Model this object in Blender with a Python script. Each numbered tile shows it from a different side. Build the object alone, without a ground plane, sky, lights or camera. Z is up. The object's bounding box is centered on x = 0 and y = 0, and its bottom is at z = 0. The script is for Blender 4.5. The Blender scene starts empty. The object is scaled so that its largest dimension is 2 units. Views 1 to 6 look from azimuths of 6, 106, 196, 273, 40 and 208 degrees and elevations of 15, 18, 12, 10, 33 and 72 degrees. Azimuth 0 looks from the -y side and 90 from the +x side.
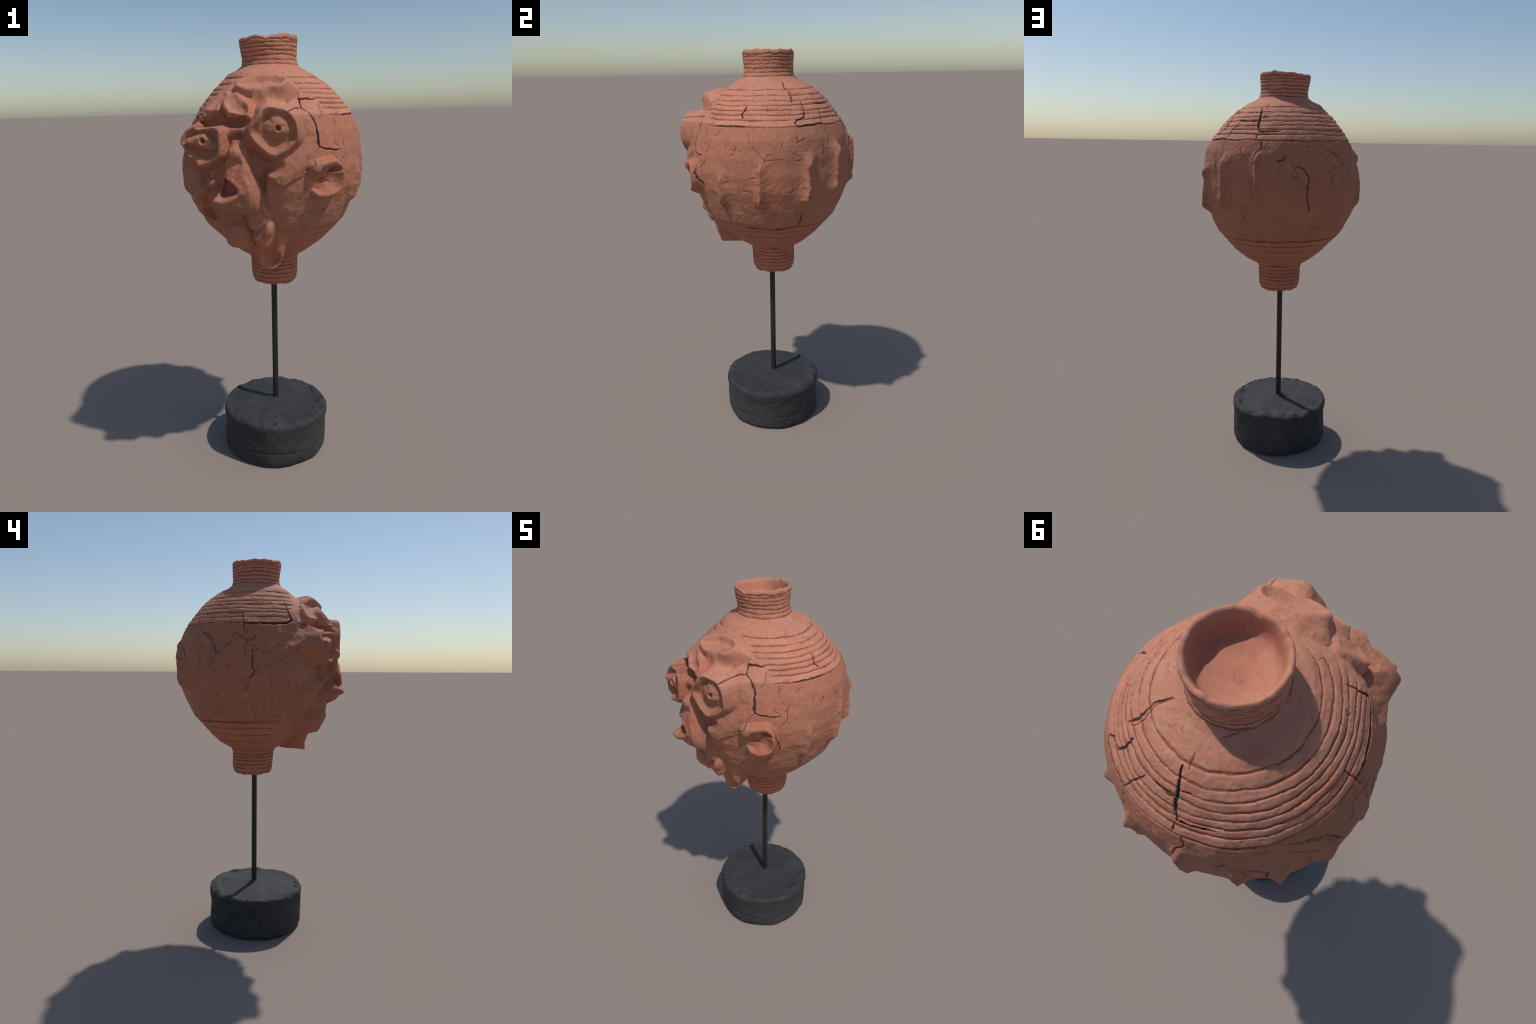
"""A coiled terracotta face vessel on a thin black rod and a rough charcoal base.

The clay shell is one continuous surface (profile of revolution + sculpted relief);
its faces are then separated by region (eyes, nose, ear, lips, ribs, neck ...).
"""
import math
import bpy
import numpy as np

# ------------------------------------------------------------------ noise
def _hash(ix, iy, iz, seed):
    n = (ix * 374761393 + iy * 668265263 + iz * 1274126177 + seed * 974711) & 0x7FFFFFFF
    n = ((n ^ (n >> 13)) * 1103515245 + 12345) & 0x7FFFFFFF
    n = ((n ^ (n >> 15)) * 69069 + 1) & 0x7FFFFFFF
    return (n & 0xFFFF) / 32767.5 - 1.0


def vnoise(p, scale, seed=0):
    """smooth value noise in -1..1 for points p (n,3)"""
    q = p * scale
    i = np.floor(q).astype(np.int64)
    f = q - i
    f = f * f * f * (f * (f * 6 - 15) + 10)
    out = 0.0
    for dx in (0, 1):
        wx = f[:, 0] if dx else 1 - f[:, 0]
        for dy in (0, 1):
            wy = f[:, 1] if dy else 1 - f[:, 1]
            for dz in (0, 1):
                wz = f[:, 2] if dz else 1 - f[:, 2]
                out = out + wx * wy * wz * _hash(i[:, 0] + dx, i[:, 1] + dy, i[:, 2] + dz, seed)
    return out


def fbm(p, scale, octaves, seed=0):
    out, a = 0.0, 1.0
    for o in range(octaves):
        out = out + a * vnoise(p, scale * 2.03 ** o, seed + o * 17)
        a *= 0.5
    return out


def smooth(a, b, x):
    t = np.clip((x - a) / (b - a), 0, 1)
    return t * t * (3 - 2 * t)


def smax(a, b, k):
    h = np.clip(0.5 + 0.5 * (a - b) / k, 0, 1)
    return b + (a - b) * h + k * h * (1 - h)


def smin(a, b, k):
    return -smax(-a, -b, k)


def unit(v):
    v = np.array(v, float)
    return v / np.linalg.norm(v)


# ------------------------------------------------------------------ profile of the vessel
AXIS_X, AXIS_Y = (-0.0046, -0.0084), (0.0259, -0.0171)          # offset and lean, about z = 1.4
OUTER = [(.876, .086), (.881, .098), (.892, .1045), (.92, .1104), (.97, .1122), (1.0, .112), (1.02, .124), (1.035, .152), (1.05, .178), (1.1, .2360),
         (1.15, .2809), (1.2, .3281), (1.28, .3660), (1.36, .3946), (1.44, .4063), (1.52, .4016), (1.6, .3827),
         (1.66, .3560), (1.72, .3125), (1.77, .2678), (1.81, .2219), (1.837, .186), (1.855, .1480), (1.872, .1275),
         (1.9, .1215), (1.94, .1238), (1.975, .1265), (1.985, .1255)]
INNER = [(1.992, .1215), (1.992, .1145), (1.985, .1080), (1.96, .103), (1.940, .100), (1.926, .094), (1.918, .082), (1.912, .06), (1.908, .03), (1.908, .012)]
FOOT_UNDER = [(.878, .012), (.878, .04), (.876, .07)]


def resample(pts, step, sm):
    p = np.array(pts, float)
    d = np.r_[0, np.cumsum(np.hypot(*np.diff(p, axis=0).T))]
    n = int(d[-1] / 0.0005)
    t = np.linspace(0, d[-1], n)
    c = np.stack([np.interp(t, d, p[:, 0]), np.interp(t, d, p[:, 1])], 1)
    k = np.exp(-0.5 * (np.arange(-60, 61) * 0.0005 / sm) ** 2)
    k /= k.sum()
    cp = np.pad(c, ((60, 60), (0, 0)), mode="reflect", reflect_type="odd")
    c = np.stack([np.convolve(cp[:, i], k, "valid") for i in (0, 1)], 1)
    d = np.r_[0, np.cumsum(np.hypot(*np.diff(c, axis=0).T))]
    t = np.linspace(0, d[-1], max(4, int(round(d[-1] / step))))
    return np.stack([np.interp(t, d, c[:, 0]), np.interp(t, d, c[:, 1])], 1)


prof = resample(FOOT_UNDER + OUTER + INNER, 0.0021, 0.0055)      # (z, r) rows
NR = len(prof)
seg_s = np.r_[0, np.cumsum(np.hypot(*np.diff(prof, axis=0).T))]
i_low = int(np.argmax(prof[:, 1] > 0.095))
i_top = int(np.argmax(prof[:, 0]))                                # rim row
Z_OUT, R_OUT, S_OUT = prof[i_low:i_top, 0], prof[i_low:i_top, 1], seg_s[i_low:i_top]


def s_of_z(z):
    return np.interp(z, Z_OUT, S_OUT)


def r_of_z(z):
    return np.interp(z, Z_OUT, R_OUT)


# columns: finer over the face
dens = lambda a: np.where((a > -68) & (a < 58), 1.9, 1.0)
fine = np.linspace(-180, 180, 20001)
cum = np.r_[0, np.cumsum(0.5 * (dens(fine[1:]) + dens(fine[:-1])))]
NC = 1260
col = np.interp(np.linspace(0, cum[-1], NC + 1)[:-1], cum, fine)  # degrees, 0 = front (-y), 90 = +x

PHI = np.repeat(col[None, :], NR, 0).ravel()
ROW = np.repeat(np.arange(NR)[:, None], NC, 1).ravel()
Z0 = prof[ROW, 0]
R0 = prof[ROW, 1]
S0 = seg_s[ROW]
outer = (ROW >= i_low) & (ROW < i_top)
a = np.radians(PHI)
RAD = np.stack([np.sin(a), -np.cos(a), 0 * a], 1)
AX = np.stack([AXIS_X[0] + AXIS_X[1] * (Z0 - 1.4), AXIS_Y[0] + AXIS_Y[1] * (Z0 - 1.4), 0 * Z0], 1)
dz = np.gradient(prof[:, 0]); dr = np.gradient(prof[:, 1])
ln = np.hypot(dz, dr)
NRM = RAD * (dz / ln)[ROW][:, None]
NRM[:, 2] = (-dr / ln)[ROW]
BASE = AX + RAD * R0[:, None]
BASE[:, 2] = Z0
# the belly sits a little off the axis of neck and foot; the neck flares to one side at its lip
toward = lambda deg: np.array([math.sin(math.radians(deg)), -math.cos(math.radians(deg)), 0])
BASE += toward(130) * (.014 * smooth(1.46, 1.64, Z0) * smooth(1.862, 1.80, Z0))[:, None]
BASE += toward(75) * (.006 * smooth(1.03, 1.10, Z0) * smooth(1.32, 1.20, Z0))[:, None]
BASE += RAD * (.008 * smooth(1.88, 1.97, Z0) * np.clip(np.cos(a + math.radians(58)), 0, 1))[:, None]
P = BASE.copy()

body = outer * smooth(1.02, 1.06, Z0) * smooth(1.865, 1.835, Z0)
# thrown-by-hand irregularity
P += NRM * (0.0045 * body * fbm(BASE, 4.0, 2, 3))[:, None]
neckish = outer * (1 - body)
P += RAD * (0.0018 * neckish * vnoise(BASE, 14, 5))[:, None]

# ------------------------------------------------------------------ sculpting tools
part = np.zeros(NR * NC, np.int16)
PARTS = ["vessel_body"]


def claim(name, idx, mask):
    if name not in PARTS:
        PARTS.append(name)
    part[idx[mask]] = PARTS.index(name)


class Frame:
    """a local sculpting plane: u to its right, v up, w out of the clay"""

    def __init__(self, c, n, reach, up=(0, 0, 1), facing=0.05):
        self.c, self.n = np.array(c, float), unit(n)
        self.u = unit(np.cross(up, self.n))
        self.v = np.cross(self.n, self.u)
        d = BASE - self.c
        ok = outer & (NRM @ self.n > facing) & (np.abs(d @ self.n) < .20) & (np.abs(d @ self.u) < reach) & (np.abs(d @ self.v) < reach)
        self.i = np.nonzero(ok)[0]

    def uvw(self):
        d = P[self.i] - self.c
        return d @ self.u, d @ self.v, d @ self.n

    def union(self, h, k):
        w = (P[self.i] - self.c) @ self.n
        P[self.i] += self.n * (smax(w, h, k) - w)[:, None]

    def carve(self, h, k):
        w = (P[self.i] - self.c) @ self.n
        P[self.i] += self.n * (smin(w, h, k) - w)[:, None]

    def add(self, h):
        P[self.i] += self.n * h[:, None]


def spline(pts, closed=True, n=8):
    p = np.array(pts, float)
    m = len(p)
    out = []
    for j in range(m if closed else m - 1):
        q = [p[(j + o) % m] if closed else p[min(max(j + o, 0), m - 1)] for o in (-1, 0, 1, 2)]
        for t in np.arange(n) / n:
            out.append(0.5 * (2 * q[1] + (q[2] - q[0]) * t + (2 * q[0] - 5 * q[1] + 4 * q[2] - q[3]) * t * t + (3 * q[1] - q[0] - 3 * q[2] + q[3]) * t ** 3))
    if not closed:
        out.append(p[-1])
    return np.array(out)


def outline(u, v, pts):
    """signed distance (negative inside) to a smooth closed outline"""
    q = spline(pts, True, 5)
    best, inside = np.full(u.shape, 9.0), np.zeros(u.shape, bool)
    for (ax, ay), (bx, by) in zip(q, np.roll(q, -1, 0)):
        ex, ey = bx - ax, by - ay
        t = np.clip(((u - ax) * ex + (v - ay) * ey) / (ex * ex + ey * ey + 1e-12), 0, 1)
        best = np.minimum(best, np.hypot(u - ax - t * ex, v - ay - t * ey))
        cross = (ay > v) != (by > v)
        inside ^= cross & (u < ex * (v - ay) / (ey + 1e-12 * (ey == 0)) + ax)
    return np.where(inside, -best, best)


def strand(u, v, pts):
    """distance to a curve and the values interpolated along it; pts rows: (u, v, extra...)"""
    q = spline(pts, False, 6)
    best = np.full(u.shape, 9.0)
    ext = np.zeros((len(u), q.shape[1] - 2))
    for A, B in zip(q[:-1], q[1:]):
        e = B - A
        t = np.clip(((u - A[0]) * e[0] + (v - A[1]) * e[1]) / (e[0] ** 2 + e[1] ** 2 + 1e-12), 0, 1)
        d = np.hypot(u - A[0] - t * e[0], v - A[1] - t * e[1])
        m = d < best
        best[m] = d[m]
        ext[m] = A[2:] + t[m][:, None] * e[2:]
    return best, ext.T


def bump(phi, z, amount, sphi, sz, power=2.0):
    """broad swelling pushed out along the vessel's radius"""
    d = (np.abs((PHI - phi) / sphi) ** power + np.abs((Z0 - z) / sz) ** power)
    P[outer] += (RAD * (amount * np.exp(-d))[:, None])[outer]


# ------------------------------------------------------------------ ribs round the back and sides
# angle, top, bottom, radius of the crest, half width (m), lean of the ridge in degrees per metre
RIBS = [(69, 1.48, 1.27, .418, .017, 12), (98, 1.53, 1.28, .424, .017, 14), (129.5, 1.56, 1.28, .428, .019, 10), (153, 1.61, 1.31, .427, .019, 14),
        (180, 1.62, 1.34, .424, .017, 4), (-158.5, 1.58, 1.33, .424, .016, -4), (-140.5, 1.55, 1.31, .424, .016, 20), (-119, 1.56, 1.32, .421, .017, 10),
        (-95.5, 1.53, 1.32, .415, .016, 14), (-74, 1.50, 1.30, .411, .015, 6)]
jig = 0.005 * vnoise(BASE, 18, 31) + .0022 * vnoise(BASE, 55, 32)
for n_rib, (rp, zt, zb, crest_r, hw, lean) in enumerate(RIBS):
    zm, hz = 0.5 * (zt + zb), 0.5 * (zt - zb)
    dphi = (PHI - rp - lean * (Z0 - zm) + 180) % 360 - 180
    x = np.radians(dphi) * R0 + jig
    sel = np.nonzero(outer & (np.abs(x) < hw * 3.5) & (np.abs(Z0 - zm) < hz * 1.2))[0]
    X, Zs = x[sel], Z0[sel]
    height = np.maximum(crest_r - R0[sel], 0) * smooth(zt, zt - .07, Zs) * smooth(zb, zb + .06, Zs)
    height = height * (1.0 + 0.22 * vnoise(BASE[sel], 24, 40 + n_rib) + .12 * vnoise(BASE[sel], 60, 60 + n_rib))
    side = 1 / (1 + np.exp(-X / 0.006))
    across = .6 * np.exp(-(np.abs(X) / (hw * (0.62 + 0.30 * side))) ** 1.4) + .4 * np.exp(-(X / (hw * 1.7)) ** 2)
    P[sel] += RAD[sel] * (height * across)[:, None]
    claim("rib", sel, (np.abs(X) < hw * 1.1) & (Zs < zt) & (Zs > zb))

# ------------------------------------------------------------------ the face
bump(-8, 1.36, .020, 24, .17)
bump(-40, 1.32, .012, 18, .12)
bump(-60, 1.17, .012, 9, .06)
bump(-43, 1.22, -.010, 8, .05)
bump(12, 1.22, .012, 9, .09)
bump(8, 1.42, .012, 12, .09)
bump(-40, 1.745, .012, 13, .05)
bump(-58, 1.43, .024, 12, .10)
bump(-54, 1.70, .012, 9, .06)
bump(58, 1.59, -.009, 18, .08)
bump(-12, 1.10, .010, 20, .05)

# plate of clay on the cheek that carries the eye
f = Frame((.10, -.405, 1.50), (.30, -.95, .05), .26)
u, v, w = f.uvw()
sd = outline(u, v, [(-.095, -.03), (-.06, -.085), (-.03, -.105), (.01, -.085), (.05, -.072), (.085, -.04), (.112, .02), (.112, .10), (.09, .145), (.04, .150), (-.05, .14), (-.1, .1)])
h = -0.006 - 0.030 * smooth(-.03, .12, u) - .012 * smooth(.0, .09, v) - np.maximum(sd, 0) * 1.6 - 0.006 * smooth(-.03, 0, sd)
h = h - .022 * np.exp(-np.hypot((u + .07) / .05, (v - .03) / .035) ** 2)
f.union(h + 0.002 * vnoise(P[f.i], 30, 7), 0.012)
claim("cheek", f.i, sd < 0.002)

# hollow under that eye and along the nose
f = Frame((.0, -.40, 1.48), (.05, -1, 0), .2)
u, v, w = f.uvw()
g = np.hypot((u + .005) / .055, (v + .006) / .030)
f.carve(np.where(g < 1.6, -.030 + .040 * np.maximum(g - .5, 0), 1), .010)
d, (hh,) = strand(u, v, [(-.060, .10, -.030), (-.040, .03, -.034), (-.028, -.04, -.030), (-.022, -.11, -.024)])
f.carve(np.where(d < .05, hh + 1.2 * np.maximum(d - .010, 0), 1), .010)
# hollow under the beaked eye
f = Frame((-.27, -.33, 1.46), (-.62, -.78, 0), .2)
u, v, w = f.uvw()
d, (hh,) = strand(u, v, [(.11, -.02, -.046), (.05, .005, -.034), (.0, .020, -.014), (-.05, .045, -.006)])
f.carve(np.where(d < .06, hh + .9 * np.maximum(d - .012, 0), 1), .010)

# eye beside the ear: tall shallow cup
f = Frame((.033, -.424, 1.605), (.10, -.99, .05), .25)
u, v, w = f.uvw()
rim = [(-.096, .002), (-.062, .052), (-.044, .082), (-.017, .096), (.02, .091), (.063, .076), (.089, .044), (.1, .019), (.102, -.034), (.077, -.063), (.051, -.081), (-.004, -.099), (-.068, -.049)]
sd = outline(u, v, rim)
ang = np.degrees(np.arctan2(v, u))
slope = 2.6 + 3.0 * np.exp(-((ang - 85) / 45) ** 2)
wave = 0.004 * np.sin(np.radians(ang) * 3 + 1.1)
lip = wave - 0.010 * smooth(-.012, .004, sd)
cup = -(0.024 + .014 * smooth(0, .06, v)) * smooth(-.004, -.036, sd)
f.union(lip + cup - np.maximum(sd, 0) * slope - 4 * np.maximum(sd - .06, 0), 0.006)
f.carve(np.where(sd < -.002, lip + cup, 1), 0.004)
pu, pv = u - .021, v - .009
pr = np.hypot(pu, pv)
f.union(.000 - .026 * (pr / .052) ** 1.8 + .005 * vnoise(P[f.i], 45, 8) - 6 * np.maximum(pr - .06, 0), .008)
f.union(np.where(np.hypot(u - .045, v + .016) < .05, -.012 - 1.8 * np.hypot(u - .048, (v + .012) * 1.6), -1), .005)
f.carve(np.where(pr < .018, -.022 + 4 * np.maximum(pr - .006, 0), 1), .002)
claim("eye", f.i, sd < .012)
claim("pupil", f.i, pr < .036)

# eye on the other side: cup with a beak-like pupil
f = Frame((-.26, -.360, 1.55), (-.42, -.9, .12), .25)
u, v, w = f.uvw()
rim = [(-.108, .011), (-.099, .047), (-.07, .073), (-.032, .086), (.006, .087), (.055, .081), (.087, .067), (.093, .037), (.095, -.02), (.082, -.044), (.03, -.073), (-.013, -.082), (-.045, -.061), (-.088, -.012)]
sd = outline(u, v, rim)
ang = np.degrees(np.arctan2(v, u))
slope = 2.9 + 2.5 * np.exp(-((ang - 95) / 50) ** 2)
lip = 0.004 * np.sin(np.radians(ang) * 2 + .4) - 0.010 * smooth(-.012, .004, sd)
cup = -0.030 * smooth(-.004, -.045, sd)
f.union(lip + cup - np.maximum(sd, 0) * slope, 0.006)
f.carve(np.where(sd < -.002, lip + cup, 1), 0.004)
d, (hh, rr) = strand(u, v, [(-.06, .016, .018, .010), (-.03, .018, .010, .018), (.008, .018, .006, .032), (.04, .005, -.016, .036)])
f.union(hh - 1.6 * np.maximum(d - rr * .5, 0) - 4 * np.maximum(d - rr * 1.6, 0) + .003 * vnoise(P[f.i], 70, 9), .006)
pr = np.hypot(u - .008, v - .020)
f.carve(np.where(pr < .018, -.018 + 4 * np.maximum(pr - .006, 0), 1), .002)
claim("eye", f.i, sd < .012)
claim("pupil", f.i, d < rr * 1.5)

# folded lid running back from that eye
f = Frame((-.33, -.235, 1.57), (-.80, -.58, .10), .20)
u, v, w = f.uvw()
d, (hh, rr) = strand(u, v, [(.058, .046, .024, .013), (.02, .020, .014, .013), (-.02, -.006, .004, .012), (-.06, -.026, -.008, .010)])
up_side = smooth(-.004, .004, v - np.interp(u, [-.06, -.02, .02, .058], [-.026, -.005, .022, .050]))
f.union(hh - np.maximum(d - rr * .6, 0) * (3.4 - 1.9 * up_side) - 3 * np.maximum(d - .04, 0), .006)
claim("eyelid", f.i, d < .016)

# nose: bridge arch, knobbed stem, folded open tip
f = Frame((-.13, -.415, 1.42), (-.25, -.97, 0), .27)
u, v, w = f.uvw()
d, (hh, rr) = strand(u, v, [(-.05, .150, -.040, .014), (-.02, .176, -.038, .014), (.02, .190, -.036, .015), (.046, .172, -.040, .014), (.056, .13, -.05, .012)])
arch = hh - 2.2 * np.maximum(d - rr * .6, 0)
stem = outline(u, v, [(-.024, .165), (.035, .165), (.048, .116), (.053, .085), (.065, .028), (.081, -.02), (.086, -.061), (.084, -.107), (.07, -.137), (.045, -.153), (.013, -.146), (-.025, -.128), (-.067, -.113), (-.080, -.096), (-.070, -.069), (-.045, -.035), (-.040, .02), (-.034, .068), (-.026, .116)])
ridge_h = np.interp(v, [-.155, -.14, -.11, -.07, -.03, .03, .07, .10, .13, .17], [-.040, -.018, .004, .016, .016, .002, -.006, -.018, -.032, -.052])
ridge_h = ridge_h + .004 * vnoise(P[f.i], 35, 12) - .14 * np.maximum(u + .02, 0) * smooth(.06, -.03, v) - .10 * np.maximum(u, 0) * smooth(-.03, .06, v)
nose = ridge_h - .012 * smooth(-.018, 0, stem) - 3.4 * np.maximum(stem, 0)
f.carve(np.where((np.hypot(u - .0, v - .235) < .06), -.075 + 1.2 * np.maximum(np.hypot(u, v - .235) - .03, 0), 1), .01)
f.union(np.maximum(arch, nose), .006)
kd = np.hypot((u - .006) / .030, (v - .098) / .030)
f.union(np.where(kd < 1.4, .004 - .022 * kd ** 3, -1), .005)
dent = np.hypot((u - .012) / .028, (v - .062) / .012)
f.add(-.012 * np.exp(-dent ** 2))
nost = outline(u, v, [(-.050, -.030), (-.036, .004), (-.008, -.012), (.022, -.035), (.014, -.055), (-.016, -.066), (-.050, -.070), (-.06, -.05)])
f.carve(np.where(nost < .006, -.040 + 7 * np.maximum(nost + .006, 0), 1), .004)
d, (hh, rr) = strand(u, v, [(-.066, -.085, .034, .014), (-.03, -.088, .034, .014), (.02, -.065, .016, .011), (.034, -.038, .010, .010), (.0, -.002, .010, .009)])
f.union(hh - 1.5 * np.maximum(d - rr * .4, 0) - 4 * np.maximum(d - rr, 0), .005)
f.add(-.015 * np.exp(-(np.hypot((u - .105) / .016, (v + .03) / .10)) ** 2))
claim("nose", f.i, (stem < .004) | ((d < .02) & (v < 0)) | (np.maximum(arch, nose) > w))

# finger-dragged cheek on the beak-eye side, ending in a sharp ledge towards the nose
f = Frame((-.28, -.32, 1.34), (-.6, -.8, 0), .22)
u, v, w = f.uvw()
d, (hh, rr) = strand(u, v, [(.055, .085, -.024, .010), (.045, .060, -.012, .012), (.0, .025, -.008, .013), (-.038, .0, -.010, .014), (-.030, -.035, -.030, .012)])
ridge_u = np.interp(v, [-.035, .0, .025, .06, .085], [-.03, -.038, .0, .045, .055])
inner = smooth(-.004, .006, u - ridge_u)
f.union(hh - np.maximum(d - rr * .5, 0) * (.45 + 1.5 * inner) - 2 * np.maximum(d - .06, 0), .006)
claim("cheek", f.i, d < .02)
f = Frame((-.255, -.335, 1.42), (-.62, -.78, 0), .20)
u, v, w = f.uvw()
thumb = outline(u, v, [(-.052, .070), (-.028, .085), (-.004, .070), (.006, .0), (.004, -.028), (-.018, -.042), (-.044, -.030), (-.056, .02)])
f.add(-.012 * smooth(.002, -.020, thumb) + .006 * np.exp(-((thumb - .004) / .008) ** 2))
f.union(np.where(np.hypot(u - .028, v + .020) < .05, .002 - .024 * (np.hypot(u - .028, v + .020) / .024) ** 2, -1), .006)
f.union(np.where(np.hypot(u + .085, v - .085) < .05, -.010 - .024 * (np.hypot(u + .085, (v - .085) * 1.3) / .024) ** 2, -1), .006)

# lips: four pinched lobes parted by a deep crease
f = Frame((-.06, -.36, 1.16), (-.1, -.85, -.5), .22, facing=-.15)
u, v, w = f.uvw()
lobes = [([(-.028, .08), (-.004, .112), (.036, .112), (.066, .095), (.060, .054), (.040, .033), (.012, .017), (-.014, .032)], -.026, 1.6),
         ([(-.036, .08), (-.030, .115), (-.06, .125), (-.10, .11), (-.115, .075), (-.092, .055), (-.062, .054), (-.036, .042)], -.036, 1.5),
         ([(-.012, -.062), (-.05, -.078), (-.09, -.078), (-.122, -.062), (-.126, -.02), (-.114, .016), (-.092, .044), (-.055, .043), (-.034, .030), (-.022, .006)], -.015, 2.6),
         ([(-.004, -.004), (.005, -.056), (.033, -.078), (.058, -.050), (.070, .015), (.064, .044), (.04, .026), (.012, .010)], -.014, 2.4)]
inside = np.full(u.shape, 9.0)
for n_lobe, (pts, hgt, wall) in enumerate(lobes):
    sd = outline(u, v, pts)
    inside = np.minimum(inside, sd)
    edge_r = .038 if n_lobe == 2 else .024
    dome = hgt - .6 * edge_r * smooth(-edge_r, .0, sd) ** 2 - wall * np.maximum(sd, 0) + .003 * vnoise(P[f.i], 25, 14 + n_lobe)
    if n_lobe < 2:
        dome = dome - .42 * np.maximum(v - .025, 0)
    if n_lobe == 3:
        dome = dome - .012 * np.exp(-np.hypot((u - .045) / .02, (v + .005) / .02) ** 2)
    f.union(dome, .006)
claim("lip", f.i, inside < .004)

# chin: scooped tongue hanging below the mouth
f = Frame((0, -.19, 1.03), (0, -.22, -.975), .14, up=(0, 1, 0), facing=-.3)
d3 = P[f.i] - np.array([0, -.19, 1.03])
x, y = d3[:, 0], d3[:, 1]
front = outline(x, y, [(-.058, -.045), (-.03, -.060), (.02, -.060), (.060, -.056), (.064, -.030), (.045, .02), (.02, .09), (-.02, .09), (-.045, .02), (-.062, -.02)])
tip = .033 - .36 * np.maximum(y + .035, 0) - .050 * (np.abs(x) / .066) ** 2.4 - .030 * smooth(-.032, 0, front) ** 2
f.union(tip - 2.6 * np.maximum(front, 0), .008)
claim("chin", f.i, (front < .012) & ((P[f.i] - f.c) @ f.n > -.07))
f = Frame((.0, -.255, 1.050), (0, -1, 0), .12, facing=-.95)
u, v, w = f.uvw()
dd = np.hypot(u / .050, (v - .006) / .036)
f.carve(np.where((dd < 1.15) & (w > -.11) & (v < .045), -.034 + .036 * dd ** 2, 1), .005)

# saucers of clay on the brow
f = Frame((-.02, -.293, 1.795), (-.05, -.62, .78), .19)
u, v, w = f.uvw()
sd = outline(u, v, [(-.108, -.008), (-.085, .028), (-.040, .056), (.02, .064), (.072, .056), (.100, .034), (.104, .002), (.076, -.034), (.02, -.050), (-.04, -.052), (-.088, -.034)])
down = smooth(.03, -.02, v)
lip = -.02 * u - .010 * smooth(.0, .06, v) - .010 * smooth(-.012, .004, sd) + .003 * vnoise(P[f.i], 30, 21)
dish = -.024 * smooth(-.006, -.042, sd)
f.union(lip + dish - np.maximum(sd, 0) * (1.3 + 2.6 * down) - 3 * np.maximum(sd - .04, 0), .006)
f.carve(np.where(sd < -.004, lip + dish, 1), .004)
claim("brow_disc", f.i, sd < .006)

f = Frame((-.11, -.355, 1.690), (-.25, -.85, .45), .15)
u, v, w = f.uvw()
sd = outline(u, v, [(-.075, .035), (-.052, .07), (-.02, .08), (.015, .050), (.045, .027), (.058, .0), (.057, -.026), (.042, -.040), (0, -.040), (-.045, -.015)])
dimple = np.hypot(u - .018, v + .006)
down = smooth(.04, 0, v)
h = -.12 * v - .008 * smooth(-.012, .004, sd) - .008 * smooth(-.005, -.035, sd) - .007 * np.exp(-(dimple / .024) ** 4)
f.union(h - np.maximum(sd, 0) * (1.3 + 2.6 * down) - 3 * np.maximum(sd - .03, 0), .005)
claim("brow_disc", f.i, sd < .006)

f = Frame((-.215, -.27, 1.712), (-.52, -.70, .48), .15)
u, v, w = f.uvw()
sd = outline(u, v, [(-.048, -.018), (-.034, -.034), (.030, -.032), (.034, .0), (.044, .055), (.0, .075), (-.03, .03)])
h = -.004 - .30 * v - .006 * smooth(-.012, .003, sd) - .007 * smooth(-.004, -.03, sd)
f.union(h - np.maximum(sd, 0) * (1.4 + 2.2 * smooth(.04, 0, v)) - 3 * np.maximum(sd - .03, 0), .005)
claim("brow_slab", f.i, sd < .006)

# deep gaps between brows, eyes and nose
f = Frame((-.13, -.37, 1.640), (-.2, -.95, .2), .14)
u, v, w = f.uvw()
g = np.hypot(u / .052, (v - .002) / .020)
f.carve(np.where(g < 1.5, -.050 + .05 * np.maximum(g - .55, 0), 1), .006)
g = np.hypot((u + .135) / .075, (v - .010) / .018)
f.carve(np.where(g < 1.5, -.086 - .25 * np.maximum(-u - .10, 0) + .05 * np.maximum(g - .5, 0), 1), .008)

# ear: curled flap open to the front
f = Frame((.265, -.312, 1.41), (.67, -.74, 0), .17)
u, v, w = f.uvw()
base_in = outline(u, v, [(-.085, .05), (-.05, .08), (.02, .082), (.045, .05), (.056, .0), (.046, -.045), (.0, -.075), (-.06, -.085), (-.08, -.04), (-.06, -.01)])
d, (hh, rr) = strand(u, v, [(-.072, .052, -.002, .020), (-.03, .062, .004, .014), (.012, .066, .008, .013), (.036, .045, .014, .012), (.046, .005, .018, .012), (.040, -.035, .014, .012), (.008, -.060, .006, .012), (-.022, -.070, -.004, .011), (-.048, -.066, -.022, .009), (-.066, -.050, -.040, .008)])
out_side = smooth(-.004, .004, base_in + .012)
f.union(hh - (1.0 + 1.6 * out_side) * np.maximum(d - rr * .5, 0), .010)
bowl = np.hypot((u + .012) / .048, (v + .006) / .054)
f.carve(np.where(bowl < 1.2, -.026 + .030 * bowl ** 2.2, 1), .008)
hr = np.hypot((u + .030) / .020, (v + .010) / .016)
f.carve(np.where(hr < 1.6, -.046 + .035 * np.maximum(hr - .6, 0), 1), .004)
hr = np.hypot((u - .008) / .020, (v - .034) / .010)
f.carve(np.where(hr < 1.6, -.032 + .035 * np.maximum(hr - .6, 0), 1), .004)
kn = np.hypot((u + .072) / .030, (v - .045) / .032)
f.union(np.where(kn < 1.3, -.002 - .022 * kn ** 3, -1), .004)
claim("ear", f.i, (base_in < .006) | (d < .018))

sculpt = np.linalg.norm(P - BASE, axis=1)
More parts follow.
